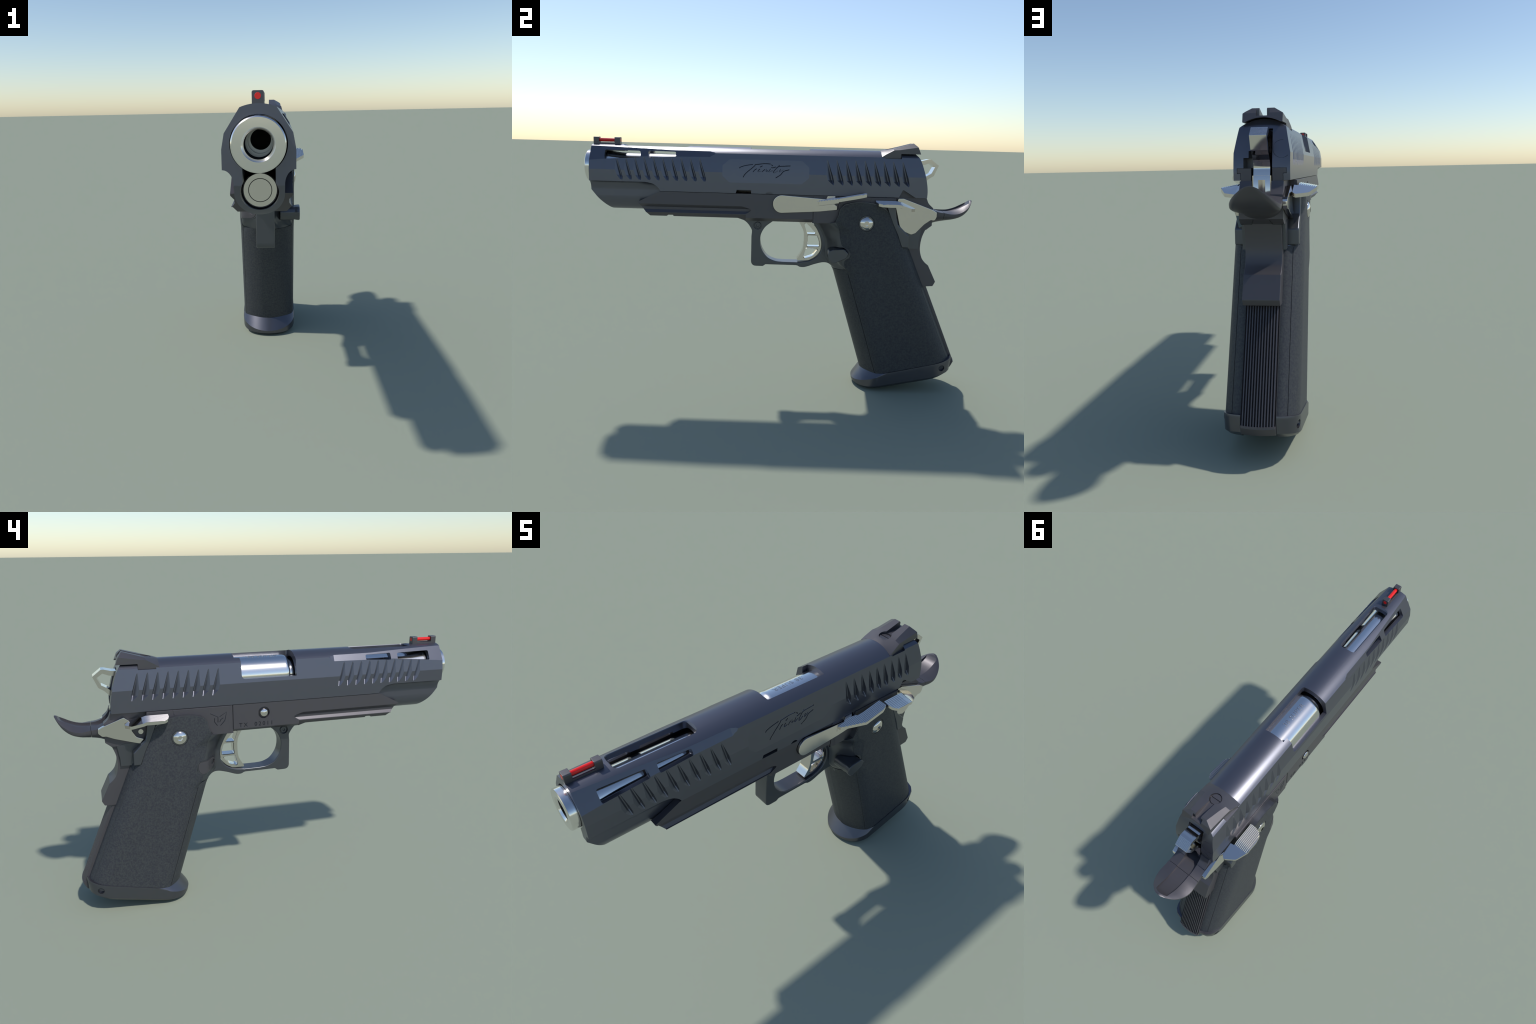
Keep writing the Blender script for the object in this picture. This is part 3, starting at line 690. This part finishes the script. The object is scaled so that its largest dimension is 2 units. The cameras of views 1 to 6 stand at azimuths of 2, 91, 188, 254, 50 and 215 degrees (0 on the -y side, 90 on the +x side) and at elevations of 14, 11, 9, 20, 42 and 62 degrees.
mid_line = lambda y: 0.030 + 0.22 * max(0.0, y - 0.44)
def top_line(x, y, tip):
    side = 0.0945 + 0.235 * (y - 0.552) + 0.05 * max(0.0, y - 0.86)
    f = 1 - smooth(0.0, 0.118, y - tip)
    return side + f * (0.094 - (0.0945 + 0.235 * (tip - 0.552)))
mw = loft('mw', [mw_ring(0.452, 0.905, 0.122, lambda x, y: max(0.0005, low_line(y))),
                 mw_ring(0.440, 0.925, 0.134, lambda x, y: max(0.0045, low_line(y) + 0.006)),
                 mw_ring(0.4265, 0.945, 0.1455, lambda x, y: max(0.015, low_line(y) + 0.020)),
                 mw_ring(0.4235, 0.9515, 0.1470, lambda x, y: 0.030 + 0.40 * max(0, y - 0.4235) if y < 0.552 else 0.0810 + 0.235 * (y - 0.552) + 0.05 * max(0.0, y - 0.86)),
                 mw_ring(0.4650, 0.9475, 0.1462, lambda x, y: top_line(x, y, 0.4650))])
boole(mw, prism('c', ease([(0.066, 1.2), (0.066, 0.80), (-0.066, 0.80), (-0.066, 1.2)], 0), 0.05, 0.4, 'z'))
boole(mw, prism('c', [(0.9415, 0.05), (0.9415, 0.11), (0.88, 0.3), (1.2, 0.3), (1.2, 0.05)], -0.0657, 0.0657))
boole(mw, [prism('c', circle((0.8790, 0.1400), 0.0165, 28), 0.125, 0.3), prism('c', circle((0.8790, 0.1375), 0.0165, 28), -0.3, -0.125)])
mw = finish(mw, 'magwell', M_MAGWELL, ROOT, angle=26)
for s in (1, -1):
    finish(lathe('p', [(s * 0.11, 0.0130), (s * 0.125, 0.0130), (s * 0.126, 0.012)], (0.8790, 0.1390), 'x', 24), 'magwell_pin', M_FRAME, mw)

# ================================================================== HAMMER
ham = ease([(0.66, 1.2100), (0.7230, 1.2120), (0.7570, 1.2205), (0.7705, 1.2205), (0.8103, 1.1905), (0.7880, 1.1370), (0.7640, 1.1225), (0.742, 1.100), (0.735, 1.075), (0.748, 1.030), (0.748, 0.965), (0.70, 0.965), (0.66, 1.10)],
           {1: 0.02, 2: 0.006, 3: 0.002, 4: 0.002, 5: 0.012, 6: 0.03, 7: 0.03, 8: 0.03})
hm = prism('hm', ham, -0.0315, 0.0315)
hole = ease([(0.690, 1.186), (0.735, 1.1915), (0.7640, 1.2025), (0.7920, 1.1830), (0.7750, 1.1490), (0.7500, 1.1350), (0.728, 1.118), (0.700, 1.135)], {1: 0.02, 2: 0.004, 3: 0.003, 4: 0.004, 5: 0.02, 6: 0.01})
boole(hm, prism('c', hole, -0.1, 0.1))
boole(hm, box('c', -0.013, 0.013, 0.70, 0.80, 0.90, 1.030))
spur = [box('c', -0.05, 0.05, -0.0006, 0.0006, -0.0012, 0.0012) for _ in range(8)]
dirv = Vector((0.0, 0.8103 - 0.7705, 1.1905 - 1.2205)); nv = Vector((0, 0.6, 0.8))
for i, sp in enumerate(spur):
    sp.data.transform(Matrix.Rotation(math.atan2(-0.03, 0.04), 4, 'X'))
    p = Vector((0, 0.7705, 1.2205)) + dirv * (0.12 + 0.11 * i)
    sp.data.transform(Matrix.Translation(p))
boole(hm, spur)
hm = finish(hm, 'hammer', M_SILVER, ROOT, angle=25)
finish(box('h', -0.0355, 0.0355, 0.712, 0.7435, 0.955, 1.046), 'hammer_strut', M_SILVER, hm)
boole(D.objects['hammer_strut'], box('c', -0.0135, 0.0135, 0.70, 0.80, 0.90, 1.030))

# ================================================================== SLIDE STOP (left)
ss_face = circle((0.0125, 0.9805), 0.0450, 24, math.pi / 2, 1.5 * math.pi) + ease([(0.20, 0.9475), (0.2940, 0.9590), (0.2890, 0.980), (0.262, 0.990), (0.262, 1.003)], {1: 0.006}, closed=False) + [(0.2320, 1.0110)]
ssp = prism('ss', ss_face, 0.095, 0.1185)
ssp = finish(bevel(ssp, 0.0022, 2, 50), 'slide_stop', M_SILVER, ROOT)
tab = prism('tab', [(0.228, 0.985), (0.2430, 1.0265), (0.2815, 1.0275), (0.2825, 0.985)], 0.090, 0.112)
finish(bevel(tab, 0.001, 2), 'slide_stop_tab', M_SILVER, ssp)
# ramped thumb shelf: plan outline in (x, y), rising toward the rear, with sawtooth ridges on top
def shelf(name, inner, outer, thick, zt, ridges=9, rd=0.0035, edge_cut=None):
    """inner/outer: plan (x) limits as tables over y; zt: top height over y; ridges run along y"""
    ys = sorted(set([p[0] for p in inner] + [p[0] for p in outer] + [p[0] for p in zt]))
    rings = []
    X0 = min(p[1] for p in inner); X1 = max(p[1] for p in outer)
    for y in ys:
        a, b = lerp_table(inner, y), lerp_table(outer, y); z = lerp_table(zt, y); th = lerp_table(thick, y)
        n = ridges * 2; top = []
        for i in range(n + 1):
            x = a + (b - a) * i / n
            top.append((x, y, z - (rd if i % 2 else 0.0)))
        rings.append(top + [(b, y, z - th), (a, y, z - th)])
    return loft(name, rings)
def ridged_plate(name, plan, z_at, thick, pitch, depth, axis_dir, mat, parent, ymax=9.0):
    """flat plate with plan outline (x, y); grooves run along axis_dir; then sheared to z_at(x, y)"""
    p = prism(name, plan, -thick, 0.0, 'z')
    cx = sum(q[0] for q in plan) / len(plan); cy = sum(q[1] for q in plan) / len(plan)
    d = Vector((axis_dir[0], axis_dir[1])).normalized(); o = Vector((-d.y, d.x))
    cuts = []
    span = max((Vector(q) - Vector((cx, cy))).dot(o) for q in plan); lo = min((Vector(q) - Vector((cx, cy))).dot(o) for q in plan)
    k = lo + pitch * 0.6
    while k < span - pitch * 0.2:
        c0 = Vector((cx, cy)) + o * k
        sg = 1 if cx > 0 else -1
        ring = lambda s: [(*(c0 + d * s - o * sg * pitch * 0.49), 0.0004), (*(c0 + d * s), -depth), (*(c0 + d * s + o * sg * pitch * 0.49), 0.0004)]
        cuts.append(loft('c', [ring(-0.5), ring(min(0.5, ymax - c0.y))]))
        k += pitch
    if cuts: boole(p, cuts)
    bm = bmesh.new(); bm.from_mesh(p.data)
    bmesh.ops.subdivide_edges(bm, edges=[e for e in bm.edges if abs(e.verts[0].co.y - e.verts[1].co.y) > 0.03], cuts=5)
    bmesh.ops.triangulate(bm, faces=[f for f in bm.faces if len(f.verts) > 4])
    for v in bm.verts: v.co.z += z_at(v.co.x, v.co.y)
    bm.to_mesh(p.data); bm.free()
    return finish(p, name, mat, parent, angle=20, weighted=False)

ss_plan = ease([(0.110, 0.196), (0.130, 0.199), (0.1385, 0.212), (0.1895, 0.300), (0.1885, 0.402), (0.1760, 0.432), (0.1340, 0.432), (0.129, 0.300), (0.110, 0.265)], {4: 0.02, 5: 0.008, 6: 0.005, 3: 0.006})
ridged_plate('slide_stop_thumb_shelf', ss_plan, lambda x, y: 1.002 + 0.196 * (y - 0.196), 0.0165, 0.0078, 0.0036, (0.0, 1.0), M_SILVER, ssp)
bev = prism('bev', [(0.19, 0.975), (0.19, 1.0005), (0.30, 1.0180), (0.30, 0.992)], 0.105, 0.121)
finish(bevel(bev, 0.001, 1), 'slide_stop_web', M_SILVER, ssp)

# ================================================================== THUMB SAFETIES
left_plate = ease([(0.590, 0.979), (0.602, 1.0225), (0.628, 1.0235), (0.7783, 0.9703), (0.7997, 0.9573), (0.8005, 0.9353), (0.792, 0.9165), (0.7716, 0.9180), (0.7406, 0.8957), (0.6985, 0.8490), (0.6777, 0.8410), (0.6400, 0.8550), (0.6160, 0.8826), (0.6010, 0.9417)],
                  {0: 0.01, 3: 0.02, 4: 0.01, 5: 0.01, 6: 0.012, 8: 0.05, 9: 0.012, 10: 0.012, 11: 0.03, 12: 0.03, 13: 0.06})
lp = prism('lp', left_plate, 0.0845, 0.1035)
lp = finish(bevel(lp, 0.002, 2, 50), 'thumb_safety', M_SILVER, ROOT)
pad = ease([(0.122, 0.484), (0.148, 0.484), (0.172, 0.491), (0.188, 0.507), (0.1935, 0.54), (0.1915, 0.602), (0.165, 0.657), (0.115, 0.688), (0.098, 0.668), (0.098, 0.616), (0.122, 0.612)],
           {0: 0.004, 1: 0.01, 2: 0.01, 3: 0.02, 4: 0.02, 5: 0.012, 6: 0.03, 7: 0.01, 8: 0.006, 10: 0.004})
lpad = pad
def pad_z(x, y): return 1.0185 - 0.35 * (x - 0.10) * 0.9 * (0.55) - 0.42 * max(0.0, y - 0.596) - 0.003
ridged_plate('safety_thumb_pad', lpad, pad_z, 0.0145, 0.0078, 0.0036, (0.0, 1.0), M_SILVER, lp, 0.606)

right_plate = ease([(0.6909, 1.0070), (0.7900, 0.9700), (0.8110, 0.9588), (0.8115, 0.9400), (0.7935, 0.9235), (0.7750, 0.9230), (0.739, 0.9080), (0.6236, 0.8740), (0.606, 0.8960), (0.640, 0.9080), (0.6590, 0.9400), (0.6585, 0.9660), (0.668, 0.990)],
                   {0: 0.006, 2: 0.01, 3: 0.01, 4: 0.012, 9: 0.03, 10: 0.03, 11: 0.01})
rp = prism('rp', right_plate, -0.1035, -0.0845)
rp = finish(bevel(rp, 0.002, 2, 50), 'thumb_safety', M_SILVER, ROOT)
rpad = [(-x * 1.015, y + 0.004) for x, y in pad]
ridged_plate('safety_thumb_pad', rpad, lambda x, y: pad_z(-x, y) + 0.002, 0.0145, 0.0078, 0.0036, (0.0, 1.0), M_SILVER, rp, 0.612)
finish(prism('d', circle((0.6165, 0.929), 0.0118, 24), -0.0885, -0.07), 'sear_pin', M_SILVER, ROOT)

for o in list(D.objects):
    if o.type == 'MESH' and o.parent is None:
        o.parent = ROOT
